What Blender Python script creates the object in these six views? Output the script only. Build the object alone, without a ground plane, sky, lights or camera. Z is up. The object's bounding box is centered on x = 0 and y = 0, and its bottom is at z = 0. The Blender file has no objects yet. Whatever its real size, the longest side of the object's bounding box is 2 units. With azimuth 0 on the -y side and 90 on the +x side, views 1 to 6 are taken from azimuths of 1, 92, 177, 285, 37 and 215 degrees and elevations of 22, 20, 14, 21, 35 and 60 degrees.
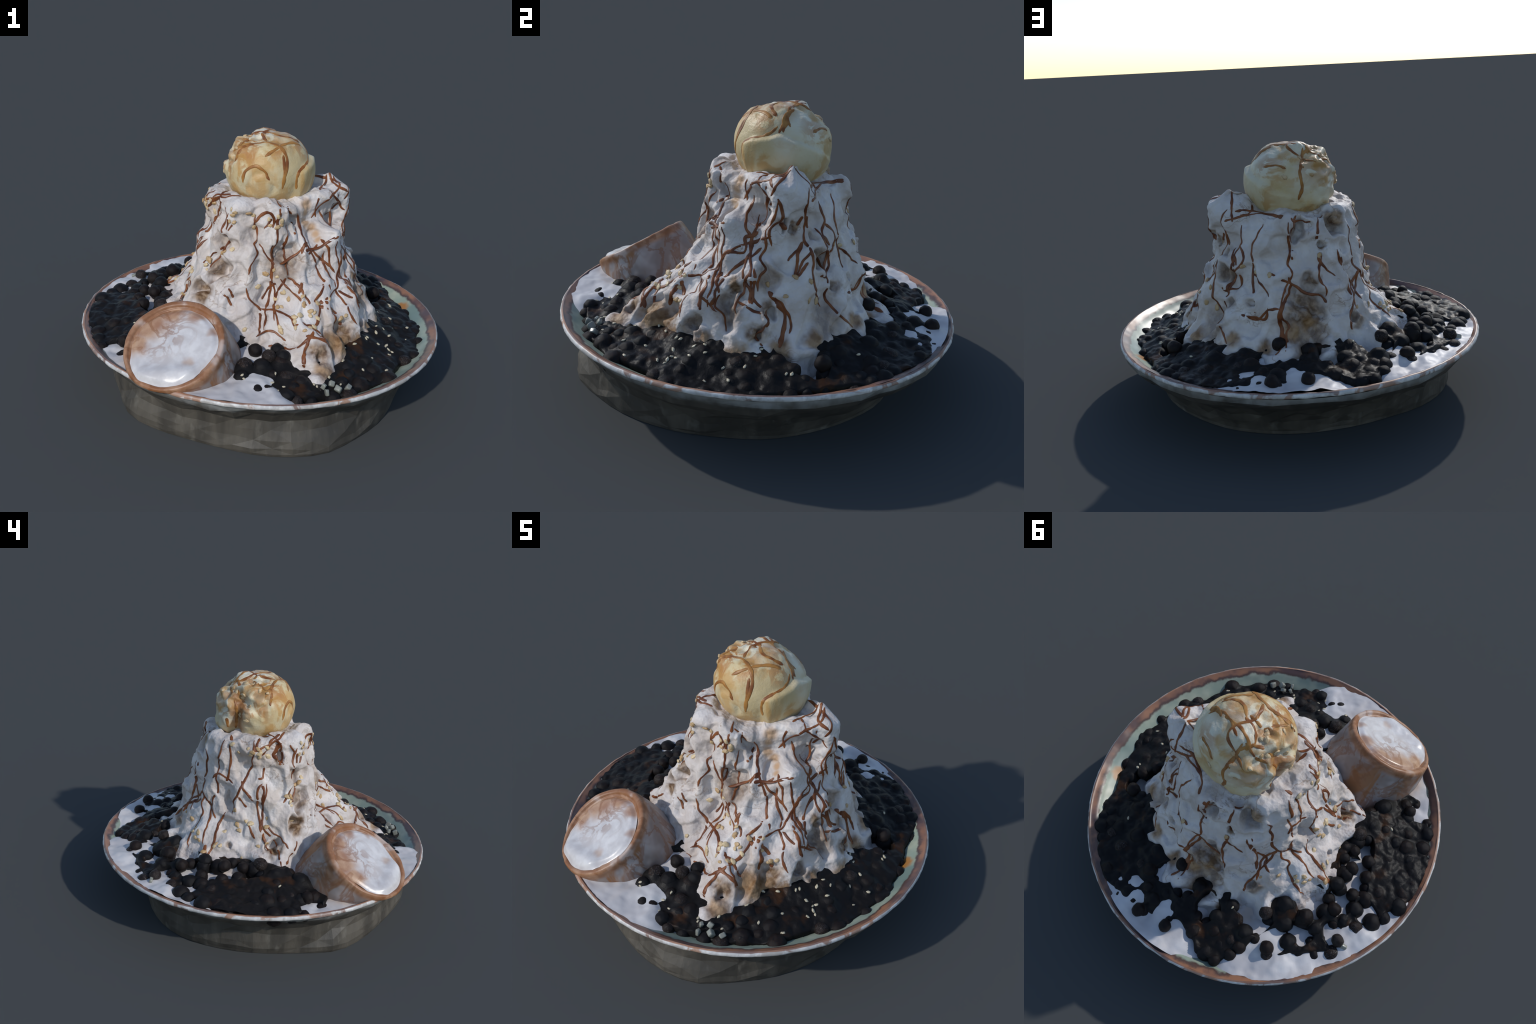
# Shaved-ice dessert: a ceramic bowl of milk and black tapioca, a tall shaved-ice
# mound with a vanilla scoop, a tilted caramel pudding, caramel drizzles and nuts.
import bpy, bmesh, math, random
import numpy as np
from mathutils import Vector, Matrix
from mathutils.bvhtree import BVHTree

rng = random.Random(11)
nrng = np.random.default_rng(11)
TAU = 2 * math.pi
AX, AY = 0.03, 0.05            # axis of the ice mound


# ------------------------------------------------------------------ helpers
def hash3(i, j, k, s):
    h = (i * 374761393 + j * 668265263 + k * 2147483647 + s * 144665) & 0xFFFFFFFF
    h = ((h ^ (h >> 13)) * 1274126177) & 0xFFFFFFFF
    h = ((h ^ (h >> 16)) * 2246822519) & 0xFFFFFFFF
    return ((h ^ (h >> 15)) & 0xFFFFFF) / float(0xFFFFFF)


def vnoise(p, s=0):
    """smooth value noise in -1..1, p is (...,3)"""
    p = np.asarray(p, float)
    i = np.floor(p).astype(np.int64)
    f = p - i
    f = f * f * f * (f * (f * 6 - 15) + 10)
    out = 0
    for dx in (0, 1):
        for dy in (0, 1):
            for dz in (0, 1):
                w = (np.where(dx, f[..., 0], 1 - f[..., 0]) * np.where(dy, f[..., 1], 1 - f[..., 1])
                     * np.where(dz, f[..., 2], 1 - f[..., 2]))
                out = out + w * hash3(i[..., 0] + dx, i[..., 1] + dy, i[..., 2] + dz, s)
    return out * 2 - 1


def fbm(p, scale, octaves=3, s=0, gain=0.5):
    p = np.asarray(p, float) * scale
    a, o, n = 1.0, 0.0, 0.0
    for k in range(octaves):
        o = o + a * vnoise(p + 17.3 * k, s + k)
        n += a
        a *= gain
        p = p * 2.03
    return o / n


def crag(p, scale, s=0):
    """distance to the nearest of jittered cell points (0..1): facets meeting in creases"""
    p = np.asarray(p, float) * scale
    i = np.floor(p).astype(np.int64)
    best = np.full(p.shape[:-1], 9.0)
    for dx in (-1, 0, 1):
        for dy in (-1, 0, 1):
            for dz in (-1, 0, 1):
                c = i + [dx, dy, dz]
                q = c + np.stack([hash3(c[..., 0], c[..., 1], c[..., 2], s + k) for k in range(3)], -1)
                best = np.minimum(best, ((p - q) ** 2).sum(-1))
    return np.sqrt(best)


def sstep(a, b, x):
    t = np.clip((np.asarray(x, float) - a) / (b - a), 0, 1)
    return t * t * (3 - 2 * t)


def periodic(az, vals, x):
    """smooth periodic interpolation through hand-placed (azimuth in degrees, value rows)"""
    az = np.asarray(az, float)
    vals = np.asarray(vals, float)
    o = np.argsort(az)
    az, vals = az[o], vals[o]
    x = (np.asarray(x, float) - az[0]) % 360 + az[0]
    A = np.concatenate([[az[-1] - 360], az, [az[0] + 360, az[1] + 360]])
    V = np.concatenate([vals[-1:], vals, vals[:2]])
    i = np.clip(np.searchsorted(A, x, side='right') - 1, 1, len(A) - 3)
    h = A[i + 1] - A[i]
    t = (x - A[i]) / h

    def ex(a):
        return a.reshape(a.shape + (1,) * (V.ndim - 1))
    m0 = (V[i + 1] - V[i - 1]) / ex(A[i + 1] - A[i - 1]) * ex(h)
    m1 = (V[i + 2] - V[i]) / ex(A[i + 2] - A[i]) * ex(h)
    t = ex(t)
    return ((2 * t**3 - 3 * t**2 + 1) * V[i] + (t**3 - 2 * t**2 + t) * m0
            + (-2 * t**3 + 3 * t**2) * V[i + 1] + (t**3 - t**2) * m1)


def along(P, n):
    """resample control rows P[k, ...] (k = along the profile) to n rows, Catmull-Rom"""
    K = P.shape[0]
    u = np.linspace(0, K - 1, n)
    i = np.clip(u.astype(int), 0, K - 2)
    t = (u - i).reshape((-1,) + (1,) * (P.ndim - 1))
    a, b, c, d = P[np.maximum(i - 1, 0)], P[i], P[i + 1], P[np.minimum(i + 2, K - 1)]
    return 0.5 * (2 * b + (c - a) * t + (2 * a - 5 * b + 4 * c - d) * t**2 + (3 * b - a - 3 * c + d) * t**3)


root = bpy.data.objects.new("shaved_ice_dessert", None)
bpy.context.collection.objects.link(root)
root["label"] = "tall shaved ice with scoop, pudding and black pearls in bowl"
root["category"] = "dessert"


def add_object(name, mesh, mat, parent=None, smooth=True, mats=None):
    ob = bpy.data.objects.new(name, mesh)
    bpy.context.collection.objects.link(ob)
    ob.parent = parent or root
    if mat and not mesh.materials:
        mesh.materials.append(mat)
    if smooth:
        mesh.polygons.foreach_set("use_smooth", [True] * len(mesh.polygons))
    return ob


def mesh_from(name, V, F):
    me = bpy.data.meshes.new(name)
    me.from_pydata([tuple(v) for v in np.asarray(V).reshape(-1, 3)], [], [tuple(int(i) for i in f) for f in F])
    me.update()
    return me


def ring_faces(rows, cols, closed=True, flip=False):
    r, c = np.meshgrid(np.arange(rows - 1), np.arange(cols if closed else cols - 1), indexing='ij')
    c2 = (c + 1) % cols
    q = np.stack([r * cols + c, r * cols + c2, (r + 1) * cols + c2, (r + 1) * cols + c], -1).reshape(-1, 4)
    return q[:, ::-1] if flip else q


def grid_normals(P):
    """P (rows, cols, 3), columns periodic -> unit normals pointing along d/dcol x d/drow"""
    du = np.roll(P, -1, 1) - np.roll(P, 1, 1)
    dv = np.gradient(P, axis=0)
    n = np.cross(du, dv)
    return n / np.maximum(np.linalg.norm(n, axis=-1, keepdims=True), 1e-9)


# ---------------------------------------------------------------- node kit
class Nodes:
    def __init__(self, name, rough=0.5, **inputs):
        self.mat = bpy.data.materials.new(name)
        self.mat.use_nodes = True
        self.t = self.mat.node_tree
        self.bsdf = self.t.nodes["Principled BSDF"]
        self.set("Roughness", rough)
        for k, v in inputs.items():
            self.set(k.replace("_", " "), v)
        self.co = self.t.nodes.new("ShaderNodeTexCoord").outputs["Object"]

    def plug(self, socket, v):
        if hasattr(v, "links") or isinstance(v, bpy.types.NodeSocket):
            self.t.links.new(v, socket)
        elif isinstance(v, (tuple, list)) and len(v) == 3 and socket.type == 'RGBA':
            socket.default_value = (*v, 1)
        else:
            socket.default_value = v

    def set(self, name, v):
        self.plug(self.bsdf.inputs[name], v)

    def noise(self, scale, detail=3, rough=0.55, co=None, dist=0.0, out="Fac"):
        n = self.t.nodes.new("ShaderNodeTexNoise")
        n.inputs["Scale"].default_value = scale
        n.inputs["Detail"].default_value = detail
        n.inputs["Roughness"].default_value = rough
        n.inputs["Distortion"].default_value = dist
        self.t.links.new(co or self.co, n.inputs["Vector"])
        return n.outputs[out]

    def voronoi(self, scale, co=None, feature='F1', out="Distance"):
        n = self.t.nodes.new("ShaderNodeTexVoronoi")
        n.feature = feature
        n.inputs["Scale"].default_value = scale
        self.t.links.new(co or self.co, n.inputs["Vector"])
        return n.outputs[out]

    def mapped(self, scale=(1, 1, 1), loc=(0, 0, 0), rot=(0, 0, 0), co=None):
        n = self.t.nodes.new("ShaderNodeMapping")
        n.inputs["Scale"].default_value = scale
        n.inputs["Location"].default_value = loc
        n.inputs["Rotation"].default_value = rot
        self.t.links.new(co or self.co, n.inputs["Vector"])
        return n.outputs[0]

    def math(self, op, a, b=0.0, c=None, clamp=False):
        n = self.t.nodes.new("ShaderNodeMath")
        n.operation = op
        n.use_clamp = clamp
        self.plug(n.inputs[0], a)
        self.plug(n.inputs[1], b)
        if c is not None:
            self.plug(n.inputs[2], c)
        return n.outputs[0]

    def vmath(self, op, a, b=(0, 0, 0), scale=None, out=0):
        n = self.t.nodes.new("ShaderNodeVectorMath")
        n.operation = op
        self.plug(n.inputs[0], a)
        if op != 'SCALE' and op != 'LENGTH':
            self.plug(n.inputs[1], b)
        if scale is not None:
            self.plug(n.inputs["Scale"], scale)
        return n.outputs[out]

    def range(self, v, a, b, lo=0.0, hi=1.0, smooth=True):
        n = self.t.nodes.new("ShaderNodeMapRange")
        n.interpolation_type = 'SMOOTHSTEP' if smooth else 'LINEAR'
        n.clamp = True if not smooth else n.clamp
        for i, x in enumerate((v, a, b, lo, hi)):
            self.plug(n.inputs[i], x)
        return n.outputs[0]

    def mix(self, f, a, b, mode='MIX'):
        n = self.t.nodes.new("ShaderNodeMix")
        n.data_type = 'RGBA'
        n.blend_type = mode
        self.plug(n.inputs[0], f)
        self.plug(n.inputs[6], a)
        self.plug(n.inputs[7], b)
        return n.outputs[2]

    def xyz(self, co=None):
        n = self.t.nodes.new("ShaderNodeSeparateXYZ")
        self.t.links.new(co or self.co, n.inputs[0])
        return n.outputs

    def bump(self, h, strength=0.3, dist=0.01):
        n = self.t.nodes.new("ShaderNodeBump")
        n.inputs["Strength"].default_value = strength
        n.inputs["Distance"].default_value = dist
        self.t.links.new(h, n.inputs["Height"])
        self.set("Normal", n.outputs[0])

    def warped(self, scale, amount):
        n = self.noise(scale, 2, out="Color")
        v = self.vmath('SUBTRACT', n, (0.5, 0.5, 0.5))
        v = self.vmath('SCALE', v, scale=amount)
        return self.vmath('ADD', self.co, v)

    def spots(self, spots, warp, soft=0.45):
        """union of soft ragged blobs; spots = (x, y, z, radius, strength)"""
        acc = None
        for x, y, z, r, k in spots:
            d = self.vmath('DISTANCE', warp, (x, y, z), out=1)
            m = self.range(d, r * (1 + soft * 0.5), r * (1 - soft), 0.0, k)
            acc = m if acc is None else self.math('MAXIMUM', acc, m)
        return acc


# =================================================================== BOWL
# outline of the foot: (azimuth, radius at the ground, radius at z .17, radius at z .25)
FOOT = [(-136, .89, .855, .935), (-126, .88, .855, .935), (-112, .86, .86, .935), (-99, .87, .86, .93), (-88, .90, .865, .92), (-74, .925, .87, .92),
        (-66, .925, .87, .925), (-56, .89, .87, .94), (-41, .86, .87, .95), (-32, .84, .875, .955), (-22, .82, .875, .96), (-8, .79, .875, .96),
        (7, .78, .87, .965), (24, .755, .865, .97), (41, .74, .86, .97), (56, .74, .85, .97), (83, .725, .83, .97), (100, .715, .805, .96), (123, .73, .80, .95),
        (137, .775, .81, .942), (160, .83, .832, .935), (175, .83, .825, .927), (-165, .83, .83, .925), (-150, .845, .85, .93)]


def rim_r(th):
    return 1.0 + 0.0 * th


def rim_z(th):
    return 0.338 - 0.006 * np.sin(th) + 0.004 * np.cos(3 * th)


def inner_wall_r(z):
    return np.interp(z, [0.0, .06, .1, .18, .25, .30, .335], [.44, .50, .58, .71, .85, .922, .966])


NB = 360
th = np.linspace(0, TAU, NB, endpoint=False)
deg = np.degrees(th)
foot = periodic([f[0] for f in FOOT], [f[1:] for f in FOOT], deg)
rt, zt = rim_r(th), rim_z(th)


def rz(rows):
    """rows of (r, z) arrays -> (n, NB, 3)"""
    return np.stack([np.stack([r * np.cos(th), r * np.sin(th), z + 0 * th], -1) for r, z in rows])


outer_ctrl = rz([(foot[:, 0] - .004, 0 * th), (foot[:, 0] + .002, 0 * th + .03),
                 (0.65 * foot[:, 0] + 0.35 * foot[:, 1], 0 * th + .09), (foot[:, 1], 0 * th + .17),
                 (foot[:, 2], 0 * th + .25), (rt - .022, zt - .034)])
P = along(outer_ctrl, 9)[:, ::6]                     # coarse: the pot is roughly knocked together
cols = P.shape[1]
N = grid_normals(P)
wob = 0.012 * fbm(P * [1, 1, .5], 5, 2, 3) + 0.010 * fbm(P, 17, 2, 5)
wob *= sstep(0.0, 0.05, P[..., 2]) * sstep(0.315, 0.26, P[..., 2])
jit = np.stack([0.010 * fbm(P, 31, 1, 6 + j) for j in range(3)], -1) * (sstep(0.0, 0.03, P[..., 2]) * sstep(0.305, 0.27, P[..., 2]))[..., None]
P = P + N * wob[..., None] + jit
P[..., 2] = np.maximum(P[..., 2], 0.0)
rows = P.shape[0]
F = []
for q in ring_faces(rows, cols):
    q = [int(i) for i in q]
    F += [(q[0], q[1], q[2]), (q[0], q[2], q[3])] if (q[0] * 7 + q[0] // 13) % 3 else [(q[0], q[1], q[3]), (q[1], q[2], q[3])]
F.append(tuple(range(cols))[::-1])

m = Nodes("stained_stoneware", rough=0.55)
p = m.xyz()
streak = m.noise(6, 4, co=m.mapped((1.6, 1.6, .35)))
fleck = m.noise(18, 3, co=m.mapped((1, 1, .4)))
c = m.mix(m.range(streak, .35, .7), (.050, .044, .036), (.098, .086, .069))
c = m.mix(m.range(fleck, .58, .75, 0, .55), c, (.16, .148, .125))
# pale band of glaze that runs down from the lip
edge = m.math('ADD', p["Z"], m.math('MULTIPLY', m.math('SUBTRACT', m.noise(9, 3), .5), .09))
c = m.mix(m.range(edge, .262, .315), c, (.26, .26, .25))
m.set("Base Color", c)
m.bump(m.noise(40, 4, co=m.mapped((1, 1, .5))), .35, .006)
bowl = add_object("bowl", mesh_from("bowl", P, F), m.mat, smooth=False)

# --- lip: a rounded roll of white glaze
lip_rows = []
for a in np.linspace(-115, 95, 12):
    a = math.radians(a)
    lip_rows.append((rt - .014 + .014 * math.cos(a) - (.012 if a < -1 else 0), zt - .014 + .014 * math.sin(a)))
P = rz(lip_rows)
P += grid_normals(P) * (0.0035 * fbm(P, 22, 3, 9))[..., None]
m = Nodes("white_lip_glaze", rough=0.45)
n1 = m.noise(7, 4, dist=.6)
n2 = m.noise(30, 3)
n3 = m.noise(3.5, 2)
px = m.xyz()
rad = m.vmath('LENGTH', m.vmath('MULTIPLY', m.co, (1, 1, 0)), out=1)
c = m.mix(m.range(n2, .4, .7), (.50, .49, .48), (.68, .66, .64))
worn = m.math('ADD', m.range(rad, .999, .984, 0, .75), m.math('MULTIPLY', n1, .75))
rust = m.mix(m.range(n3, .38, .6), (.34, .16, .085), (.16, .085, .065))
c = m.mix(m.range(m.noise(16, 3), .5, .64, 0, .6), c, (.30, .27, .24))
c = m.mix(m.range(m.noise(8, 4, dist=1.0), .53, .60, 0, .8), c, rust)
c = m.mix(m.range(worn, .54, .70, 0, .92), c, rust)
m.set("Base Color", c)
add_object("bowl_lip", mesh_from("bowl_lip", P, ring_faces(P.shape[0], NB)), m.mat, parent=bowl)

# --- inside: brown-banded celadon glaze
ins = [(rt - .0145, zt - .0005), (rt - .024, zt - .006), (0 * th + .950, 0 * th + .319), (0 * th + .922, 0 * th + .297)]
ins += [(0 * th + inner_wall_r(z), 0 * th + z) for z in (.27, .24, .2, .15, .1, .06)] + [(0 * th + .02, 0 * th + .05)]
P = along(rz(ins), 44)
P += grid_normals(P) * (0.003 * fbm(P, 12, 3, 13))[..., None]
m = Nodes("celadon_glaze", rough=0.38)
pz = m.xyz()
h = m.math('ADD', pz["Z"], m.math('MULTIPLY', m.math('SUBTRACT', m.noise(14, 4, co=m.mapped((1, 1, .25))), .5), .035))
big = m.noise(2.6, 3)
c = m.mix(m.range(m.noise(9, 3), .35, .7), (.28, .34, .27), (.40, .43, .33))
c = m.mix(m.range(big, .5, .68, 0, .8), c, (.15, .22, .20))
rust = m.mix(m.range(m.noise(4.5, 3), .4, .62), (.31, .145, .08), (.10, .058, .055))
c = m.mix(m.range(h, .311, .320), c, (.085, .05, .042))
c = m.mix(m.range(h, .320, .330), c, rust)
stain = m.spots([(.86, .28, .27, .05, 1), (.87, -.02, .27, .035, .8), (-.78, -.45, .28, .05, .8), (-.74, .5, .29, .04, .8)], m.warped(20, .05))
c = m.mix(stain, c, (.38, .17, .04))
m.set("Base Color", c)
add_object("bowl_lining", mesh_from("bowl_lining", P, ring_faces(P.shape[0], NB)), m.mat, parent=bowl)

# ============================================================== ICE MOUND
# radius of the mound about its axis: azimuth, then radii at the levels below, lip height, inner-shoulder height
LEVELS = [.20, .35, .45, .55, .65, .75, .85, .95]
MOUND = [
    (-180, .70, .62, .52, .45, .42, .395, .37, .365, .35, 1.05, 1.07),
    (-150, .67, .60, .54, .48, .43, .39, .365, .345, .325, 1.045, 1.075),
    (-120, .64, .58, .52, .47, .43, .39, .36, .34, .315, 1.04, 1.075),
    (-105, .64, .57, .50, .445, .40, .37, .35, .33, .30, 1.04, 1.075),
    (-90, .70, .56, .435, .37, .35, .34, .335, .325, .285, 1.045, 1.075),
    (-72, .84, .74, .62, .49, .385, .34, .32, .30, .27, 1.03, 1.06),
    (-60, .80, .70, .62, .53, .43, .355, .31, .28, .255, 1.02, 1.05),
    (-42, .73, .66, .61, .55, .455, .37, .29, .26, .24, 1.01, 1.05),
    (-20, .68, .63, .585, .535, .48, .425, .34, .29, .28, 1.04, 1.06),
    (-4, .66, .61, .575, .535, .495, .45, .39, .36, .36, 1.06, 1.07),
    (10, .65, .61, .565, .535, .495, .45, .43, .44, .44, 1.06, 1.09),
    (24, .64, .60, .55, .51, .47, .43, .39, .38, .36, 1.05, 1.13),
    (45, .64, .59, .525, .48, .44, .40, .365, .33, .30, 1.02, 1.045),
    (65, .65, .58, .505, .46, .42, .39, .35, .32, .30, 1.01, 1.035),
    (90, .67, .59, .505, .465, .44, .41, .355, .335, .315, 1.01, 1.035),
    (120, .66, .605, .53, .48, .45, .42, .375, .355, .335, 1.015, 1.04),
    (150, .70, .64, .55, .48, .44, .41, .375, .36, .345, 1.035, 1.05),
]
# hollows in the ice: x, y, z, radius, depth, strength of the dark brown tint painted in the pit
HOLLOWS = [
    (0.483, -0.076, 0.605, 0.037, 0.050, 0.90),
    (0.490, 0.068, 0.664, 0.059, 0.025, 0.60),
    (0.376, 0.267, 0.716, 0.053, 0.055, 0.70),
    (0.533, -0.089, 0.508, 0.065, 0.050, 0.70),
    (0.567, 0.079, 0.535, 0.034, 0.040, 0.80),
    (0.358, 0.371, 0.574, 0.038, 0.040, 0.60),
    (0.468, 0.114, 0.895, 0.029, 0.030, 0.60),
    (0.413, -0.028, 0.902, 0.053, 0.020, 0.20),
    (0.188, -0.202, 0.970, 0.043, 0.035, 0.35),
    (0.378, -0.479, 0.412, 0.060, 0.020, 0.80),
    (0.516, -0.263, 0.405, 0.050, 0.030, 0.70),
    (0.453, 0.334, 0.456, 0.088, 0.015, 0.50),
    (0.603, 0.038, 0.432, 0.043, 0.030, 0.90),
    (0.348, 0.255, 0.821, 0.028, 0.020, 0.40),
    (-0.170, 0.336, 0.968, 0.051, 0.070, 0.95),
    (0.012, 0.400, 0.939, 0.035, 0.055, 0.95),
    (-0.106, 0.395, 0.860, 0.023, 0.035, 0.90),
    (-0.011, 0.506, 0.610, 0.088, 0.050, 0.85),
    (-0.036, 0.455, 0.707, 0.033, 0.035, 0.80),
    (0.431, 0.174, 0.872, 0.024, 0.030, 0.90),
    (-0.031, 0.551, 0.449, 0.088, 0.030, 0.70),
    (-0.267, 0.456, 0.488, 0.037, 0.040, 0.70),
    (0.268, 0.431, 0.595, 0.021, 0.030, 0.50),
    (-0.208, -0.207, 0.833, 0.048, 0.030, 0.50),
    (-0.211, -0.279, 0.707, 0.053, 0.050, 0.80),
    (-0.294, -0.268, 0.581, 0.054, 0.050, 0.90),
    (0.118, -0.264, 0.757, 0.077, 0.040, 0.60),
    (0.132, -0.260, 0.944, 0.042, 0.035, 0.35),
    (0.389, -0.036, 0.957, 0.049, 0.020, 0.20),
    (-0.053, -0.272, 0.902, 0.064, 0.015, 0.25),
    (0.318, -0.594, 0.400, 0.051, 0.030, 0.85),
    (0.437, -0.396, 0.426, 0.060, 0.025, 0.90),
    (-0.261, -0.145, 0.954, 0.025, 0.050, 0.95),
    (-0.433, -0.189, 0.450, 0.046, 0.050, 0.95),
    (-0.456, 0.101, 0.462, 0.025, 0.025, 0.60),
    (-0.331, 0.045, 0.904, 0.079, 0.018, 0.10),
    (-0.362, 0.136, 0.680, 0.063, 0.020, 0.15),
]


def flow_dir(t, P):
    return np.broadcast_to(np.stack([np.cos(t), np.sin(t), 0 * t], -1), P.shape)


NT, NR = 560, 190
thm = np.linspace(0, TAU, NT, endpoint=False)
tab = periodic([r[0] for r in MOUND], [r[1:] for r in MOUND], np.degrees(thm))
lip_r, lip_z, in_z = tab[:, 8], tab[:, 9], tab[:, 10]
ctrl = [(0 * thm + .50, 0 * thm + .12)] + [(tab[:, k], 0 * thm + z) for k, z in enumerate(LEVELS)]
ctrl += [(lip_r, lip_z), (lip_r * .75, in_z), (lip_r * .5, 0 * thm + 1.04), (lip_r * .12, 0 * thm + 1.02), (lip_r * .0, 0 * thm + 1.02)]
P = along(np.stack([np.stack([AX + r * np.cos(thm), AY + r * np.sin(thm), z], -1) for r, z in ctrl]), NR)
toe = sstep(.46, .30, P[..., 2]) * (.055 * fbm(flow_dir(thm, P), 5, 2, 23) + .01)
P[..., 0] += toe * np.cos(thm)
P[..., 1] += toe * np.sin(thm)
N = grid_normals(P)
side = sstep(1.04, .98, P[..., 2])[..., None]
az3 = np.stack([np.cos(thm), np.sin(thm)], -1)
flow = np.concatenate([np.broadcast_to(az3 * 2.2, P.shape[:2] + (2,)), P[..., 2:] * 1.1], -1)      # vertical flow lines
d = 0.012 * fbm(flow, 2.2, 2, 21) + 0.024 * fbm(P, 4.6, 2, 22) + 0.008 * fbm(P, 14, 3, 25) + 0.003 * fbm(P, 38, 2, 27)
bent = P + .05 * np.stack([fbm(P, 7, 2, 34 + j) for j in range(3)], -1)
d += 0.050 * (.55 - crag(bent * [1, 1, .75], 6.5, 33))            # broad crags with creased borders
d -= 0.022 * sstep(.42, .8, np.abs(fbm(P, 7, 2, 29)) * 2)         # scooped-out dimples
d += 0.007 * (1 - np.abs(fbm(P * [1, 1, .7], 9, 2, 31)) * 2.2) - 0.002
warpP = P + 0.085 * np.stack([fbm(P, 11, 2, 41), fbm(P, 11, 2, 42), fbm(P, 11, 2, 43)], -1)
for x, y, z, r, dep, tint in HOLLOWS:
    dist = np.linalg.norm((P + .8 * (warpP - P) * min(1, r / .05) - [x, y, z]) * [1, 1, .85], axis=-1)
    d -= 1.25 * dep * sstep(r * 1.15, r * .65, dist)
    d += 0.16 * dep * np.exp(-((dist - r * 1.35) / (.35 * r)) ** 2)
# broad swells (+) and sags (-): x, y, z, radius, height
for x, y, z, r, up in ((.33, -.12, .80, .10, .050), (.15, -.36, .58, .065, -.045), (.36, -.06, .86, .07, .045), (.30, -.06, .98, .05, -.03), (.0, -.42, .48, .08, .035), (.02, .36, 1.0, .06, .02)):
    d += up * np.exp(-(((P - [x, y, z]) / r) ** 2).sum(-1))
P = P + N * d[..., None]
P[..., 2] += .035 * np.exp(-((P[..., 0] - .335) ** 2 + (P[..., 1] - .157) ** 2) / .0022) * sstep(.98, 1.06, P[..., 2])
ra = np.hypot(P[..., 0], P[..., 1])                                  # stay inside the bowl
cap = np.minimum(1, np.interp(P[..., 2], [.05, .15, .28, .36], [.50, .62, .80, 2]) / np.maximum(ra, 1e-6))
P[..., :2] *= cap[..., None]
F = list(ring_faces(NR - 1, NT)) + [tuple((NR - 2) * NT + i for i in range(NT))]
P = P[:-1]
mound_mesh = mesh_from("ice_mound", P, F)
mound_bvh = BVHTree.FromPolygons([Vector(v) for v in P.reshape(-1, 3)], [tuple(int(i) for i in f) for f in F])


def on_mound(azimuth, z, lift=0.0):
    a = math.radians(azimuth)
    o = Vector((AX + 1.5 * math.cos(a), AY + 1.5 * math.sin(a), z))
    loc, nor, _, _ = mound_bvh.ray_cast(o, Vector((-math.cos(a), -math.sin(a), 0)))
    return loc + nor * lift


m = Nodes("shaved_ice_cream", rough=0.5, Specular_IOR_Level=.25, Subsurface_Weight=0.12, Subsurface_Radius=(.03, .025, .02), Subsurface_Scale=0.6)
w = m.warped(14, .09)
white = m.mix(m.range(m.noise(5, 4), .35, .7), (.555, .495, .462), (.69, .648, .625))
white = m.mix(m.range(m.noise(4.5, 4), .50, .68, 0, .7), white, (.46, .385, .33))
vein = m.range(m.math('ABSOLUTE', m.math('SUBTRACT', m.noise(7, 5, dist=.8), .5)), .018, .004)
white = m.mix(m.math('MULTIPLY', vein, m.range(m.noise(3.2, 2), .5, .62, 0, .55)), white, (.24, .15, .09))
hollow_tints = []
for x, y, z, r, dep, tint in HOLLOWS:
    loc, nor, _, _ = mound_bvh.find_nearest(Vector((x, y, z)))
    hollow_tints.append((loc.x, loc.y, loc.z, r * 1.3, min(1, tint * 1.1)))
tan = m.mix(m.range(m.noise(24, 4), .38, .66), (.12, .062, .028), (.34, .235, .15))
c = m.mix(m.math('MULTIPLY', m.spots(hollow_tints, w, .55), m.range(m.noise(20, 4), .3, .5, .55, 1)), white, tan)
CARAMEL = [(on_mound(a, z), r) for a, z, r in ((92, .36, .08), (-52, .40, .10), (-66, .34, .07), (-40, .36, .05), (45, .36, .05),
                                               (8, .36, .06), (-10, .36, .05), (110, .36, .05), (25, .40, .06), (-25, .38, .05), (52, .42, .05), (70, .38, .05), (-150, .36, .05), (96, .50, .05), (84, .46, .06))]
amber = m.mix(m.range(m.noise(18, 3), .35, .65), (.16, .075, .022), (.36, .22, .11))
c = m.mix(m.spots([(q.x, q.y, q.z, r, .9) for q, r in CARAMEL], w, .6), c, amber)
# the caramel-stained runnel below the scoop
run = [(.205, -.085, 1.02, .04), (.225, -.12, .985, .032), (.24, -.132, .95, .03), (.255, -.13, .915, .028), (.27, -.132, .88, .024), (.29, -.137, .845, .02)]
c = m.mix(m.spots([(*mound_bvh.find_nearest(Vector(q[:3]))[0], q[3], .8) for q in run], m.warped(10, .03), .7), c, (.46, .27, .13))
m.set("Base Color", c)
m.bump(m.math('ADD', m.noise(45, 4), m.math('MULTIPLY', m.voronoi(60), .6)), .45, .008)
mound = add_object("ice_mound", mound_mesh, m.mat)

# ================================================================== SCOOP
SC = Vector((0.005, 0.083, 1.168))
bm = bmesh.new()
bmesh.ops.create_icosphere(bm, subdivisions=6, radius=1)
me = bpy.data.meshes.new("ice_cream_scoop")
bm.to_mesh(me)
bm.free()
D = np.array([v.co[:] for v in me.vertices])
azd = np.degrees(np.arctan2(D[:, 1], D[:, 0]))
r = 0.236 + 0.006 * fbm(D, 2.2, 3, 51)
rough_side = sstep(.2, .8, D @ (np.array([-.72, .35, .55])))
r += rough_side * (0.036 * fbm(D, 2.4, 2, 52) + 0.014 * (1 - 2.2 * np.abs(fbm(D, 3.6, 2, 53))))
r += sstep(.45, .9, D[:, 2]) * 0.014 * (fbm(D, 4.2, 3, 55) - .3)
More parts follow.
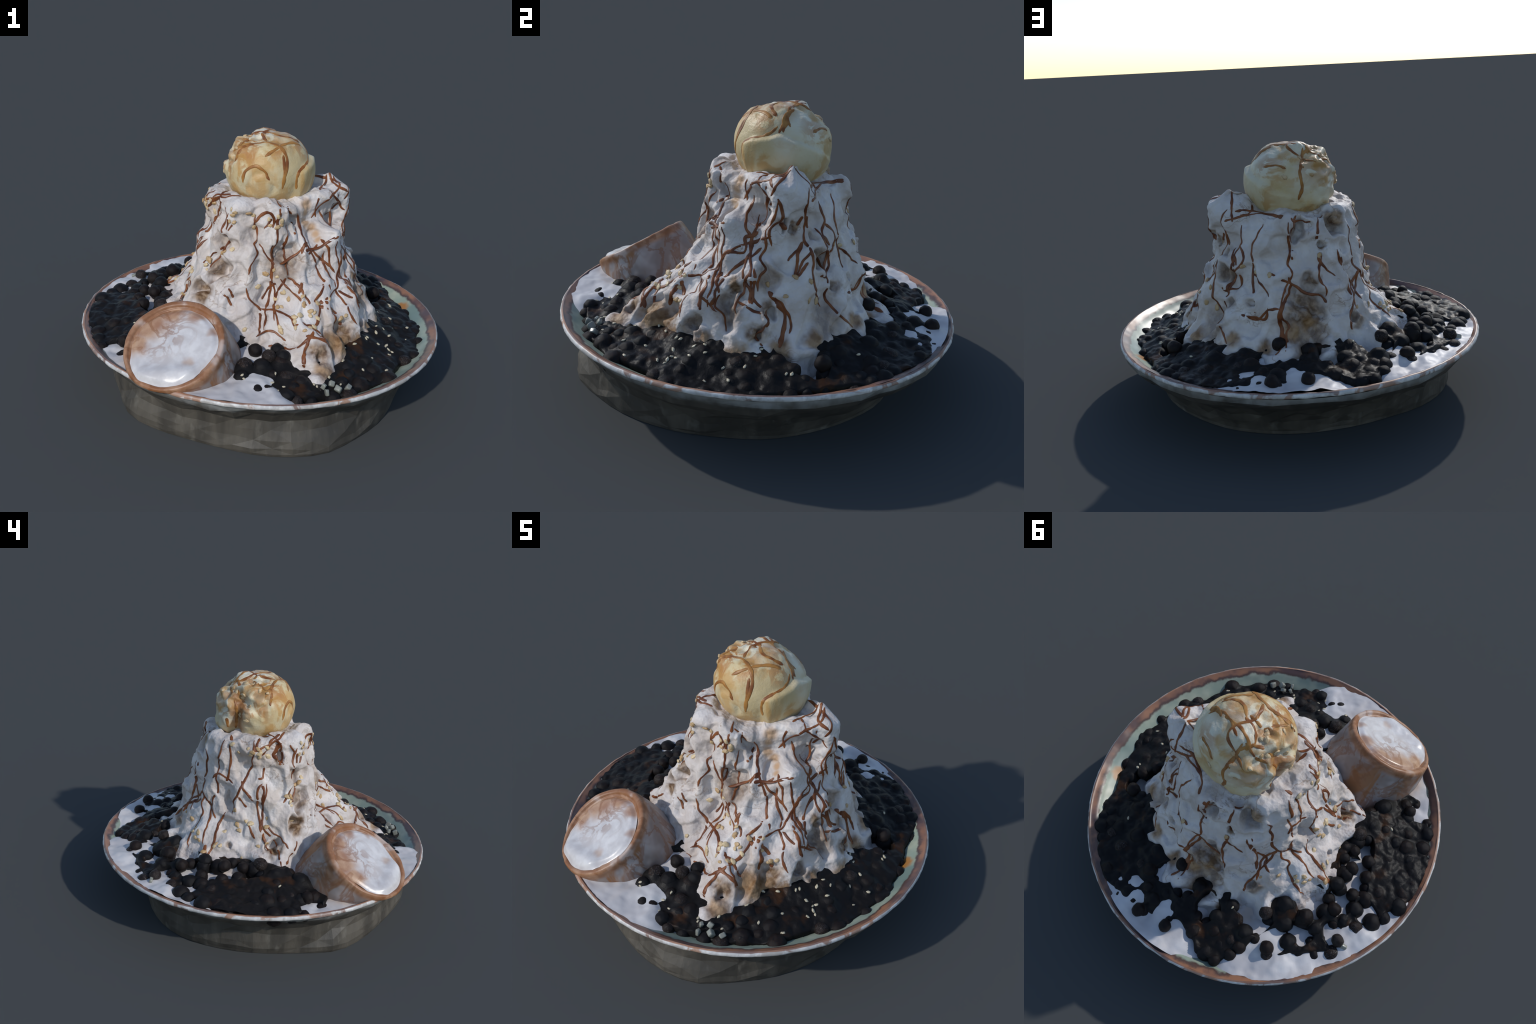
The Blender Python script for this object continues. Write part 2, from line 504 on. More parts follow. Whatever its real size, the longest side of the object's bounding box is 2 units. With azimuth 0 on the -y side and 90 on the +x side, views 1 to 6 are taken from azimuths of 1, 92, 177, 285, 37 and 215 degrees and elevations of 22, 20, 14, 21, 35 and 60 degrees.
# folded-over flap on the +x side: its upper edge stands proud
edge = 0.02 + 0.26 * np.cos(np.radians(azd + 8) * 1.9) + 0.10 * fbm(D, 3, 2, 58)
flap = sstep(-52, -40, azd) * sstep(95, 50, azd) * sstep(.10, -.03, D[:, 2] - edge)
r += 0.026 * flap
# ragged skirt round the back
back = sstep(60, 95, np.abs(azd - 0)) * sstep(-.05, -.6, D[:, 2]) * sstep(0, .3, D[:, 1])
r += back * (0.02 + .02 * fbm(D, 5, 2, 57))
# deep cleft between the lobes on the -x side
cl = (azd % 360) - 166 - 10 * D[:, 2]
r -= 0.055 * np.exp(-(cl / 10) ** 2) * sstep(-.95, -.6, D[:, 2]) * sstep(.75, .3, D[:, 2])
r -= 0.010 * np.exp(-((D[:, 2] - .32 + .1 * np.sin(azd / 15)) / .08) ** 2) * sstep(120, 140, azd % 360) * sstep(235, 205, azd % 360)
r -= 0.010 * rough_side
# knob on the -x side
r += 0.03 * np.exp(-((D - np.array([-.93, .35, .15])) ** 2).sum(1) / .05)
# shallow arched groove pressed into the smooth front
ga = np.hypot((azd + 97) / 17, (D[:, 2] + .25) / .38)
r -= 0.010 * np.exp(-((ga - 1) / .22) ** 2) * sstep(-.5, -.25, D[:, 2])
V = D * r[:, None] * [1, 1, .93] + np.array(SC)
V[:, 2] -= 0.035 * sstep(0.0, .9, D[:, 1]) * sstep(.2, .8, D[:, 2]) + .008 * sstep(.5, 1, D[:, 2])
V[:, 2] += 0.006 * np.exp(-((D - np.array([.05, .1, 1])) ** 2).sum(1) / .03)
V[:, 2] = np.where(V[:, 2] > 1.36, 1.36 + .45 * (V[:, 2] - 1.36), V[:, 2])
me.vertices.foreach_set("co", V.ravel())
me.update()
scoop_bvh = BVHTree.FromPolygons([Vector(v) for v in V], [tuple(f.vertices) for f in me.polygons])
m = Nodes("vanilla_ice_cream", rough=0.45, Specular_IOR_Level=.35, Subsurface_Weight=0.1, Subsurface_Radius=(.03, .022, .012), Subsurface_Scale=0.5)
w = m.warped(7, .10)
pz = m.xyz()
c = m.mix(m.range(m.noise(6, 4), .35, .7), (.55, .43, .23), (.62, .54, .36))
crest = m.spots([(-.03, .12, 1.42, .17, .9), (-.2, .2, 1.22, .17, .8), (.16, .22, 1.32, .14, .8), (.24, .1, 1.2, .07, .6), (-.05, .3, 1.2, .10, .5)], w, .8)
c = m.mix(crest, c, (.70, .67, .56))
runs = m.noise(9, 3, co=m.mapped((1, 1, .18)), dist=.3)
c = m.mix(m.math('MULTIPLY', m.range(runs, .52, .64, 0, .6), m.range(m.noise(5, 2), .36, .54)), c, (.50, .27, .075))
syrup = m.range(m.noise(9, 4, dist=1.2), .46, .54)
where = m.spots([(-.1, .0, 1.36, .16, 1), (-.16, .12, 1.22, .14, .9), (.05, -.1, 1.36, .10, 1), (.1, .08, 1.40, .10, .7), (-.12, -.12, 1.28, .09, .9), (.15, .25, 1.28, .08, .6), (-.1, .28, 1.25, .1, .5), (-.02, -.12, 1.33, .08, .9), (-.22, .02, 1.2, .1, .8), (.18, .0, 1.32, .08, .7)], w, .8)
c = m.mix(m.math('MULTIPLY', syrup, where), c, (.38, .15, .028))
c = m.mix(m.spots([(-.19, .13, z, .05, .85) for z in (1.03, 1.09, 1.15, 1.21, 1.27)], m.warped(12, .05), .7), c, (.26, .12, .045))
amber_s = m.math('MULTIPLY', m.range(m.noise(11, 4, dist=.8), .46, .62, 0, .75), m.range(m.noise(3.5, 2), .38, .54))
c = m.mix(amber_s, c, (.46, .25, .07))
c = m.mix(m.spots([(.06, -.13, 1.0, .09, .6), (.15, -.08, 1.02, .07, .5)], w, .8), c, (.52, .32, .12))
m.set("Base Color", c)
m.bump(m.math('ADD', m.noise(28, 4), m.noise(90, 2)), .3, .006)
scoop = add_object("ice_cream_scoop", me, m.mat)

# ================================================================ PUDDING
PC = Vector((-.405, -.704, .475))
PN = Vector((-.20, -.49, .85)).normalized()
px_ = Vector((1, 0, 0)) - PN * PN.x
px_.normalize()
PM = Matrix.Translation(PC) @ Matrix((px_, PN.cross(px_), PN)).transposed().to_4x4()
prof = [(.300, -.40), (.298, -.33), (.288, -.22), (.275, -.12), (.262, -.04), (.257, -.008), (.249, .004), (.234, .004), (.224, -.006),
        (.214, -.010), (.205, -.016), (.15, -.02), (.08, -.02), (.0005, -.02)]
NP = 200
tp = np.linspace(0, TAU, NP, endpoint=False)
P = along(np.stack([np.stack([r * np.cos(tp), r * np.sin(tp), z + 0 * tp], -1) for r, z in prof]), 110)
P += grid_normals(P) * (0.008 * fbm(P, 5, 3, 61) + 0.0035 * fbm(P, 18, 2, 62))[..., None]
Wd = np.array([(PM @ Vector(v))[:] for v in P.reshape(-1, 3)])          # keep its foot inside the bowl
lim = np.minimum(1, np.where(Wd[:, 2] < .33, np.interp(Wd[:, 2], [.05, .2, .33], [.74, .87, .975]), 2) / np.hypot(Wd[:, 0], Wd[:, 1]))
Wd[:, :2] *= lim[:, None]
Wd[:, 2] = np.maximum(Wd[:, 2], .06)
PMi = PM.inverted()
P = np.array([(PMi @ Vector(v))[:] for v in Wd]).reshape(P.shape)
m = Nodes("caramel_pudding", rough=0.4, Specular_IOR_Level=.35, Subsurface_Weight=0.1, Subsurface_Radius=(.03, .015, .008), Subsurface_Scale=0.5)
pz = m.xyz()
rad = m.vmath('LENGTH', m.vmath('MULTIPLY', m.co, (1, 1, 0)), out=1)
runs = m.noise(7, 4, co=m.mapped((1, 1, .3)), dist=.8)
milk = m.mix(m.range(m.noise(5, 3), .4, .65), (.25, .20, .18), (.42, .37, .355))
side_c = m.mix(m.range(runs, .50, .60), milk, (.27, .125, .055))
side_c = m.mix(m.range(m.noise(3, 2), .5, .65, 0, .6), side_c, (.22, .15, .11))
top_c = m.mix(m.range(m.noise(9, 4), .35, .7), (.25, .105, .045), (.42, .25, .155))
top_c = m.mix(m.range(m.noise(6, 3), .55, .68, 0, .7), top_c, (.52, .44, .40))
c = m.mix(m.range(pz["Z"], -.05, -.02), side_c, top_c)
vein = m.range(m.math('ABSOLUTE', m.math('SUBTRACT', m.noise(6, 4, dist=1.0), .5)), .060, .015, 0, .55)
c = m.mix(vein, c, (.21, .085, .035))
m.set("Base Color", c)
m.bump(m.noise(20, 3), .2, .006)
pudding = add_object("caramel_pudding", mesh_from("caramel_pudding", P, ring_faces(P.shape[0], NP)), m.mat)
pudding.matrix_world = PM

# milk that has pooled in the dished top of the pudding
rowsP = []
for k, f in enumerate(np.linspace(0.005, 1, 40)):
    rr = .216 * f * (1 + .02 * np.cos(2 * tp + 1) + .015 * np.cos(5 * tp) + .13 * sstep(.45, .95, -np.sin(tp + .35)))
    zz = .004 - .014 * sstep(.85, 1.0, f) + 0 * tp
    rowsP.append(np.stack([rr * np.cos(tp), rr * np.sin(tp), zz], -1))
P = np.stack(rowsP)
P[..., 2] += 0.004 * fbm(P, 9, 3, 65)
P[..., 2] += 0.020 * np.exp(-((P[..., 1] + .165) / .045) ** 2) * sstep(.20, .10, np.abs(P[..., 0] + .02))
m = Nodes("pooled_milk", rough=0.3)
w = m.warped(9, .09)
c = m.mix(m.range(m.noise(14, 4), .35, .7), (.52, .495, .495), (.64, .62, .62))
c = m.mix(m.spots([(-.14, .13, 0, .12, .9), (-.19, .02, 0, .08, .9), (-.03, .19, 0, .08, .9), (.10, .17, 0, .06, .8), (.2, .06, 0, .035, .7), (.09, -.11, 0, .035, .5)], w, .6), c, m.mix(m.range(m.noise(12, 4), .35, .65), (.30, .13, .055), (.46, .27, .15)))
vein = m.range(m.math('ABSOLUTE', m.math('SUBTRACT', m.noise(7, 4, dist=1.0), .5)), .050, .012, 0, .6)
c = m.mix(m.math('MULTIPLY', vein, m.spots([(-.1, .12, 0, .2, 1)], w, .8)), c, (.24, .10, .04))
m.set("Base Color", c)
m.bump(m.noise(40, 3), .15, .005)
pool = add_object("pudding_milk", mesh_from("pudding_milk", P, ring_faces(40, NP)), m.mat, parent=pudding)

# ================================================================== MILK
NM = 480
tm = np.linspace(0, TAU, NM, endpoint=False)
MILK = [(-165, .29), (-150, .30), (-135, .32), (-120, .335), (-100, .337), (-85, .33), (-75, .27), (-60, .25), (-30, .235), (0, .235), (30, .25), (50, .29),
        (65, .325), (80, .33), (95, .325), (104, .285), (112, .32), (130, .335), (150, .325), (165, .33), (175, .325), (185, .31)]
lev = periodic([q[0] for q in MILK], [[q[1]] for q in MILK], np.degrees(tm))[:, 0]
rout = inner_wall_r(lev) + .012
rowsM = []
for f in np.linspace(0, 1, 90):
    rr = .25 + (rout - .25) * f
    z = lev + .05 * (1 - f) ** 1.3
    rowsM.append(np.stack([rr * np.cos(tm), rr * np.sin(tm), z], -1))
P = np.stack(rowsM)
P[..., 2] += 0.022 * fbm(P, 9, 3, 71)
m = Nodes("condensed_milk", rough=0.45, Specular_IOR_Level=.3)
c = m.mix(m.range(m.noise(6, 4), .35, .7), (.54, .515, .515), (.66, .64, .635))
c = m.mix(m.spots([(-.60, -.60, .3, .1, .5), (-.3, .55, .33, .06, .4), (-.6, .1, .33, .06, .4), (.1, .6, .33, .06, .4)], m.warped(16, .1), .8), c, (.55, .36, .2))
m.set("Base Color", c)
m.bump(m.noise(25, 3), .2, .006)
add_object("milk", mesh_from("milk", P, ring_faces(90, NM, flip=True)), m.mat)

# ========================================================= BLACK TOPPINGS
# outer edge of the black topping by azimuth
BLACK = [(-180, .98), (-168, .99), (-160, .97), (-153, .94), (-143, .88), (-136, .76), (-128, .56), (-110, .46), (-103, .50), (-99, .70), (-92, .82), (-83, .88),
         (-75, .885), (-63, .88), (-44, .895), (-27, .885), (-15, .90), (-3, .91), (10, .90), (24, .88), (34, .92), (42, .95), (60, .95), (69, .90),
         (77, .88), (86, .86), (91, .80), (97, .83), (101, .90), (108, .90), (113, .84), (123, .82), (131, .87), (139, .86), (150, .89), (157, .82), (165, .89), (173, .92)]
# bare milk showing among the black: x, y, radius
BARE = [(.18, .61, .05), (.08, .64, .05), (-.27, .50, .07), (-.35, .57, .06), (-.50, .61, .05), (-.63, .02, .05), (-.66, .24, .05), (.68, .27, .06),
        (-.74, -.47, .05), (-.58, .50, .04), (-.03, -.58, .07), (.03, -.53, .07), (-.72, .40, .045), (-.42, -.36, .1), (-.55, .34, .05), (-.68, .12, .04), (-.10, .66, .04), (-.62, -.10, .04), (.62, .18, .035), (-.45, .70, .035), (-.8, .2, .035)]
BASE = [(-180, .41, .345), (-150, .41, .325), (-120, .40, .34), (-90, .39, .33), (-70, .37, .30), (-40, .39, .295), (0, .40, .295), (30, .405, .31), (60, .405, .335), (90, .41, .335), (120, .42, .34), (150, .425, .34)]


def black_mask(x, y):
    x, y = np.asarray(x, float), np.asarray(y, float)
    q = np.stack([x, y, 0 * x], -1)
    x = x + .03 * fbm(q, 9, 2, 81)
    y = y + .03 * fbm(q, 9, 2, 82)
    rr = np.hypot(x, y)
    out = periodic([b[0] for b in BLACK], [[b[1]] for b in BLACK], np.degrees(np.arctan2(y, x)))[..., 0]
    v = (out + .022 - rr) / .05
    for bx, by, br in BARE:
        v = np.minimum(v, (np.hypot(x - bx, y - by) - br) / .05)
    return v


def base_height(x, y):
    x, y = np.asarray(x, float), np.asarray(y, float)
    az = np.degrees(np.arctan2(y, x))
    b = periodic([q[0] for q in BASE], [q[1:] for q in BASE], az)
    return b[..., 0] + (b[..., 1] - b[..., 0]) * sstep(.5, .93, np.hypot(x, y))


def clear_of_solids(x, y, z):
    q = Vector((x, y, z))
    loc, nor, _, dist = mound_bvh.find_nearest(q)
    if (q - loc).dot(nor) < .012:
        return False
    l = PM.inverted() @ q
    return not (math.hypot(l.x, l.y) < .30 and -.45 < l.z < .03)


pearls = []
tries = 0
while len(pearls) < 430 and tries < 26000:
    tries += 1
    a, rr = rng.uniform(0, TAU), math.sqrt(rng.uniform(.4 ** 2, .93 ** 2))
    x, y = rr * math.cos(a), rr * math.sin(a)
    s = rng.uniform(.030, .052)
    if black_mask(np.array([x]), np.array([y]))[0] < .35:
        continue
    if any((x - p[0]) ** 2 + (y - p[1]) ** 2 < (.70 * (s + p[3])) ** 2 for p in pearls):
        continue
    z = float(base_height(np.array([x]), np.array([y]))[0]) + rng.uniform(-.058, -.016)
    if not clear_of_solids(x, y, z):
        continue
    pearls.append((x, y, z, s))
# single pearls lying on the milk
for x, y, s in ((-.01, -.564, .036), (.06, -.60, .037), (.10, -.53, .036), (.13, -.585, .042), (-.62, .06, .036), (.68, .33, .04), (-.56, .42, .042),
                (-.70, -.44, .034), (.03, .86, .034), (.20, .87, .036), (-.66, .30, .038), (-.38, .52, .036), (-.48, .66, .036), (.14, .55, .04), (-.76, .42, .034),
                (-.55, -.13, .04), (-.60, .18, .04)):
    z = float(base_height(np.array([x]), np.array([y]))[0])
    pearls.append((x, y, z + .004, s))
print("pearls", len(pearls))

NTB, NRB = 900, 150
tb = np.linspace(0, TAU, NTB, endpoint=False)
rr = np.linspace(.34, .965, NRB)[:, None]
X, Y = rr * np.cos(tb), rr * np.sin(tb)
Mk = black_mask(X, Y)
Z = base_height(X, Y) - .006 + .018 * fbm(np.stack([X, Y, 0 * X], -1), 9, 3, 91) + .016 * (.5 - crag(np.stack([X, Y, 0 * X], -1), 15, 92)) + .006 * fbm(np.stack([X, Y, 0 * X], -1), 34, 2, 93)
for x, y, z, s in pearls[:-17]:
    dd = np.hypot(X - x, Y - y)
    top = z + np.sqrt(np.maximum(s * s - dd * dd, 0)) - .004
    skirt = np.where(dd < s * .72, top, z + s * .69 - .004 - (dd - s * .72) * 0.95)
    k = .018
    hh = np.clip(.5 + .5 * (skirt - Z) / k, 0, 1)
    near = dd < 1.8 * s
    Z = np.where(near, Z + (skirt - Z) * hh + k * hh * (1 - hh), Z)
lev_b = np.interp(tb, tm, lev)
mz = lev_b - .05
Z = mz + (Z - mz) * sstep(.0, .6, Mk)
# the mass ends where it meets the bowl wall
fit = np.minimum(1, (inner_wall_r(np.clip(Z, 0, .335)) + .006) / rr)
P = P_syrup = np.stack([X * fit, Y * fit, Z], -1)
m = Nodes("black_tapioca_syrup", rough=0.46, Specular_IOR_Level=.13)
c = m.mix(m.range(m.noise(7, 4), .56, .72, 0, .8), (.010, .009, .009), (.05, .021, .008))
m.set("Base Color", c)
m.bump(m.math('ADD', m.noise(30, 3), m.math('MULTIPLY', m.noise(120, 2), .25)), .4, .006)
syrup = add_object("black_syrup", mesh_from("black_syrup", P, ring_faces(NRB, NTB, flip=True)), m.mat)
syrup["kind"] = "stuff"

m = Nodes("tapioca_pearl_black", rough=0.46, Specular_IOR_Level=.13)
oi = m.t.nodes.new("ShaderNodeObjectInfo").outputs["Random"]
c = m.mix(m.math('MULTIPLY', m.range(m.noise(14, 3), .45, .7), m.range(oi, .35, 1, 0, .9, smooth=False)), (.009, .0085, .0095), (.045, .019, .008))
c = m.mix(m.math('MULTIPLY', m.range(m.noise(20, 3), .6, .7, 0, .7), m.range(oi, .86, .9)), c, (.45, .43, .42))
m.set("Base Color", c)
m.bump(m.noise(60, 3), .3, .004)
pearl_meshes = []
for k in range(5):
    bm = bmesh.new()
    bmesh.ops.create_icosphere(bm, subdivisions=4, radius=1)
    me = bpy.data.meshes.new("tapioca_pearl")
    bm.to_mesh(me)
    bm.free()
    D = np.array([v.co[:] for v in me.vertices])
    V = D * (1 + .10 * fbm(D, 1.3, 2, 100 + k) + .03 * fbm(D, 4, 2, 110 + k))[:, None]
    me.vertices.foreach_set("co", V.ravel())
    me.update()
    me.materials.append(m.mat)
    me.polygons.foreach_set("use_smooth", [True] * len(me.polygons))
    pearl_meshes.append(me)
show = sorted(pearls[:-17], key=lambda p: -(p[2] - float(base_height(np.array([p[0]]), np.array([p[1]]))[0]) + .8 * p[3]))[:205] + pearls[-17:]
for i, (x, y, z, s) in enumerate(show):
    ob = bpy.data.objects.new("tapioca_pearl", pearl_meshes[i % 5])
    bpy.context.collection.objects.link(ob)
    ob.parent = root
    ob.location = (x, y, z)
    ob.rotation_euler = [rng.uniform(0, 6.28) for _ in range(3)]
    ob.scale = [s * rng.uniform(.95, 1.05) for _ in range(3)]

# =============================================================== DRIZZLES
# spines of the caramel threads that run over the ice: (relative width, waypoints)
FRONT_DRIZZLES = [
    (1, [(0.334, 0.149, 1.134), (0.298, 0.041, 1.082), (0.279, -0.068, 1.025), (0.273, -0.060, 0.946)]),
    (1, [(0.298, 0.041, 1.082), (0.365, -0.003, 1.060), (0.413, 0.073, 0.974), (0.440, 0.071, 0.950)]),
    (1, [(0.342, 0.144, 1.138), (0.384, 0.061, 1.093), (0.450, 0.066, 1.056)]),
    (1, [(-0.330, -0.017, 0.998), (-0.231, -0.121, 1.052), (-0.124, -0.130, 1.066)]),
    (1, [(-0.308, -0.049, 0.971), (-0.244, -0.104, 1.042), (-0.210, -0.001, 1.050)]),
    (1.6, [(-0.229, -0.141, 1.029), (-0.243, -0.105, 0.961), (-0.261, -0.168, 0.917)]),
    (1, [(0.055, -0.184, 1.073), (0.079, -0.226, 1.053), (0.067, -0.260, 0.966), (0.077, -0.279, 0.874), (0.053, -0.276, 0.759), (0.053, -0.274, 0.642), (0.044, -0.271, 0.561), (0.030, -0.357, 0.508), (0.029, -0.436, 0.443)]),
    (1, [(0.079, -0.206, 1.053), (0.141, -0.186, 0.994)]),
    (1, [(-0.044, -0.240, 0.959), (-0.011, -0.235, 1.003), (0.035, -0.263, 1.020), (0.050, -0.264, 0.942)]),
    (1, [(-0.183, -0.245, 0.911), (-0.161, -0.250, 0.945)]),
    (1, [(0.205, -0.243, 0.798), (0.218, -0.223, 0.838), (0.233, -0.188, 0.848)]),
    (1, [(0.241, -0.228, 0.794), (0.272, -0.175, 0.807), (0.289, -0.155, 0.826)]),
    (1, [(0.306, -0.147, 0.850), (0.349, -0.176, 0.812), (0.362, -0.176, 0.722), (0.390, -0.177, 0.671)]),
    (1, [(-0.205, -0.332, 0.601), (-0.167, -0.352, 0.574), (-0.148, -0.360, 0.540)]),
    (1.3, [(0.196, -0.351, 0.619), (0.211, -0.326, 0.673)]),
    (1, [(0.145, -0.136, 0.940), (0.164, -0.214, 0.892)]),
    (1, [(0.461, 0.087, 1.012), (0.467, 0.118, 0.935), (0.442, 0.061, 0.868), (0.453, 0.073, 0.792)]),
]
RIDGE_DRIZZLES = [
    (1, [(0.452, 0.068, 0.839), (0.413, 0.005, 0.800), (0.423, -0.105, 0.752), (0.404, -0.170, 0.665), (0.406, -0.237, 0.619), (0.370, -0.294, 0.593), (0.308, -0.344, 0.577)]),
    (1, [(0.444, 0.243, 0.725), (0.492, 0.190, 0.657)]),
    (1, [(0.497, -0.012, 0.689), (0.513, -0.009, 0.620), (0.550, -0.012, 0.550)]),
    (1, [(0.521, 0.090, 0.594), (0.545, 0.161, 0.515), (0.581, 0.175, 0.430)]),
    (1, [(0.445, -0.127, 0.644), (0.495, -0.162, 0.588), (0.524, -0.187, 0.514)]),
    (1.2, [(0.444, -0.203, 0.632), (0.496, -0.222, 0.583), (0.529, -0.242, 0.509)]),
    (1, [(-0.076, -0.337, 0.633), (-0.052, -0.340, 0.571), (-0.000, -0.337, 0.518), (0.006, -0.373, 0.466), (0.006, -0.447, 0.420)]),
    (1, [(-0.000, -0.337, 0.518), (0.092, -0.378, 0.530), (0.158, -0.428, 0.522), (0.182, -0.473, 0.489)]),
    (1.2, [(-0.040, -0.472, 0.364), (0.094, -0.511, 0.387), (0.196, -0.553, 0.413), (0.270, -0.532, 0.473), (0.299, -0.442, 0.502), (0.313, -0.386, 0.548), (0.308, -0.344, 0.577)]),
    (1.3, [(0.239, -0.531, 0.469), (0.320, -0.538, 0.460), (0.356, -0.520, 0.407)]),
    (1, [(0.179, -0.470, 0.492), (0.265, -0.473, 0.497), (0.346, -0.481, 0.434)]),
    (1.2, [(0.270, -0.532, 0.473), (0.233, -0.596, 0.405), (0.243, -0.635, 0.346)]),
    (1, [(-0.165, -0.347, 0.626), (-0.141, -0.341, 0.573)]),
    (1, [(0.139, -0.303, 0.688), (0.201, -0.341, 0.654), (0.250, -0.365, 0.590), (0.259, -0.384, 0.577)]),
    (1.3, [(0.308, -0.344, 0.577), (0.366, -0.343, 0.556), (0.399, -0.328, 0.510), (0.434, -0.343, 0.448)]),
    (1, [(0.281, -0.366, 0.585), (0.320, -0.324, 0.630), (0.326, -0.286, 0.654)]),
    (1, [(-0.013, -0.463, 0.413), (0.051, -0.459, 0.453), (0.097, -0.476, 0.443), (0.142, -0.493, 0.417)]),
]
RIGHT_DRIZZLES = [
    (1, [(0.249, 0.158, 1.121), (0.383, 0.115, 1.101), (0.454, 0.074, 1.052), (0.326, 0.047, 0.915)]),
    (1, [(0.371, 0.135, 1.120), (0.399, 0.059, 1.090), (0.352, -0.028, 1.051), (0.249, -0.076, 0.942)]),
    (1, [(0.395, 0.043, 1.078), (0.360, 0.036, 0.958), (0.360, 0.013, 0.866), (0.404, -0.004, 0.822), (0.414, -0.046, 0.811), (0.429, -0.053, 0.748), (0.425, -0.129, 0.741), (0.409, -0.162, 0.675), (0.440, -0.179, 0.639), (0.500, -0.192, 0.580), (0.524, -0.204, 0.507)]),
    (1, [(0.215, 0.199, 1.076), (0.252, 0.247, 1.020), (0.377, 0.239, 0.986)]),
    (1, [(0.292, 0.247, 1.020), (0.142, 0.297, 1.018), (0.086, 0.389, 1.016)]),
    (1.2, [(0.405, 0.208, 0.802), (0.447, 0.190, 0.748), (0.492, 0.186, 0.661)]),
    (1, [(0.351, 0.287, 0.824), (0.328, 0.322, 0.796), (0.311, 0.338, 0.661), (0.413, 0.299, 0.650)]),
    (1, [(0.303, 0.306, 0.868), (0.292, 0.355, 0.809), (0.338, 0.337, 0.742)]),
    (1.7, [(0.511, 0.072, 0.598), (0.533, 0.124, 0.547), (0.540, 0.153, 0.505), (0.564, 0.148, 0.422), (0.604, 0.137, 0.369)]),
    (1, [(0.186, 0.507, 0.589), (0.205, 0.483, 0.520), (0.324, 0.431, 0.540)]),
    (1, [(0.172, 0.442, 0.751), (-0.113, 0.498, 0.594)]),
    (1, [(0.496, -0.002, 0.695), (0.519, 0.003, 0.602), (0.551, 0.002, 0.546)]),
    (1, [(0.091, -0.273, 0.751), (0.225, -0.222, 0.833), (0.224, -0.200, 0.846)]),
    (1, [(0.230, -0.238, 0.810), (0.400, -0.146, 0.868)]),
    (1.4, [(0.306, -0.366, 0.562), (0.386, -0.375, 0.520), (0.389, -0.397, 0.447)]),
    (1, [(0.223, -0.462, 0.511), (0.328, -0.523, 0.461), (0.363, -0.539, 0.413)]),
    (1, [(0.514, -0.233, 0.560), (0.534, -0.235, 0.498)]),
    (1, [(0.428, -0.148, 0.648), (0.481, -0.174, 0.609)]),
    (1, [(0.120, -0.194, 1.041), (0.118, -0.199, 0.981)]),
    (1, [(0.366, 0.222, 0.915), (0.363, 0.225, 0.858)]),
]
BACK_DRIZZLES = [
    (1, [(0.327, 0.150, 1.130), (0.336, 0.218, 1.064), (0.336, 0.254, 0.983)]),
    (1, [(0.317, 0.232, 1.032), (0.226, 0.236, 1.033), (0.123, 0.313, 1.019), (0.036, 0.406, 1.005), (-0.051, 0.366, 0.986), (-0.126, 0.313, 1.004)]),
    (1, [(0.017, 0.387, 1.026), (0.038, 0.409, 0.963), (0.046, 0.404, 0.888)]),
    (1, [(0.043, 0.407, 0.851), (0.046, 0.425, 0.807)]),
    (1.5, [(0.074, 0.463, 0.727), (0.070, 0.443, 0.662), (0.103, 0.502, 0.606), (0.128, 0.521, 0.548), (0.121, 0.511, 0.468), (0.133, 0.567, 0.412), (0.164, 0.629, 0.383)]),
    (1, [(0.132, 0.519, 0.581), (0.188, 0.507, 0.575), (0.241, 0.447, 0.510), (0.293, 0.454, 0.538)]),
    (1, [(-0.186, 0.386, 0.837), (-0.205, 0.387, 0.759), (-0.267, 0.342, 0.632), (-0.272, 0.373, 0.607), (-0.308, 0.379, 0.562)]),
    (1, [(-0.295, 0.314, 0.690), (-0.285, 0.329, 0.627), (-0.257, 0.427, 0.568), (-0.232, 0.505, 0.474), (-0.238, 0.492, 0.436)]),
    (1, [(0.323, 0.258, 0.851), (0.348, 0.302, 0.808), (0.341, 0.323, 0.746), (0.369, 0.324, 0.648), (0.407, 0.311, 0.641)]),
    (1, [(0.402, 0.212, 0.806), (0.458, 0.142, 0.730)]),
    (1, [(0.543, -0.067, 0.554), (0.578, 0.066, 0.504), (0.598, 0.072, 0.459)]),
    (1.5, [(0.452, 0.107, 0.905), (0.426, 0.138, 0.864)]),
    (1, [(0.384, 0.202, 0.920), (0.392, 0.178, 0.876)]),
    (1, [(0.122, 0.516, 0.459), (0.096, 0.571, 0.422)]),
]
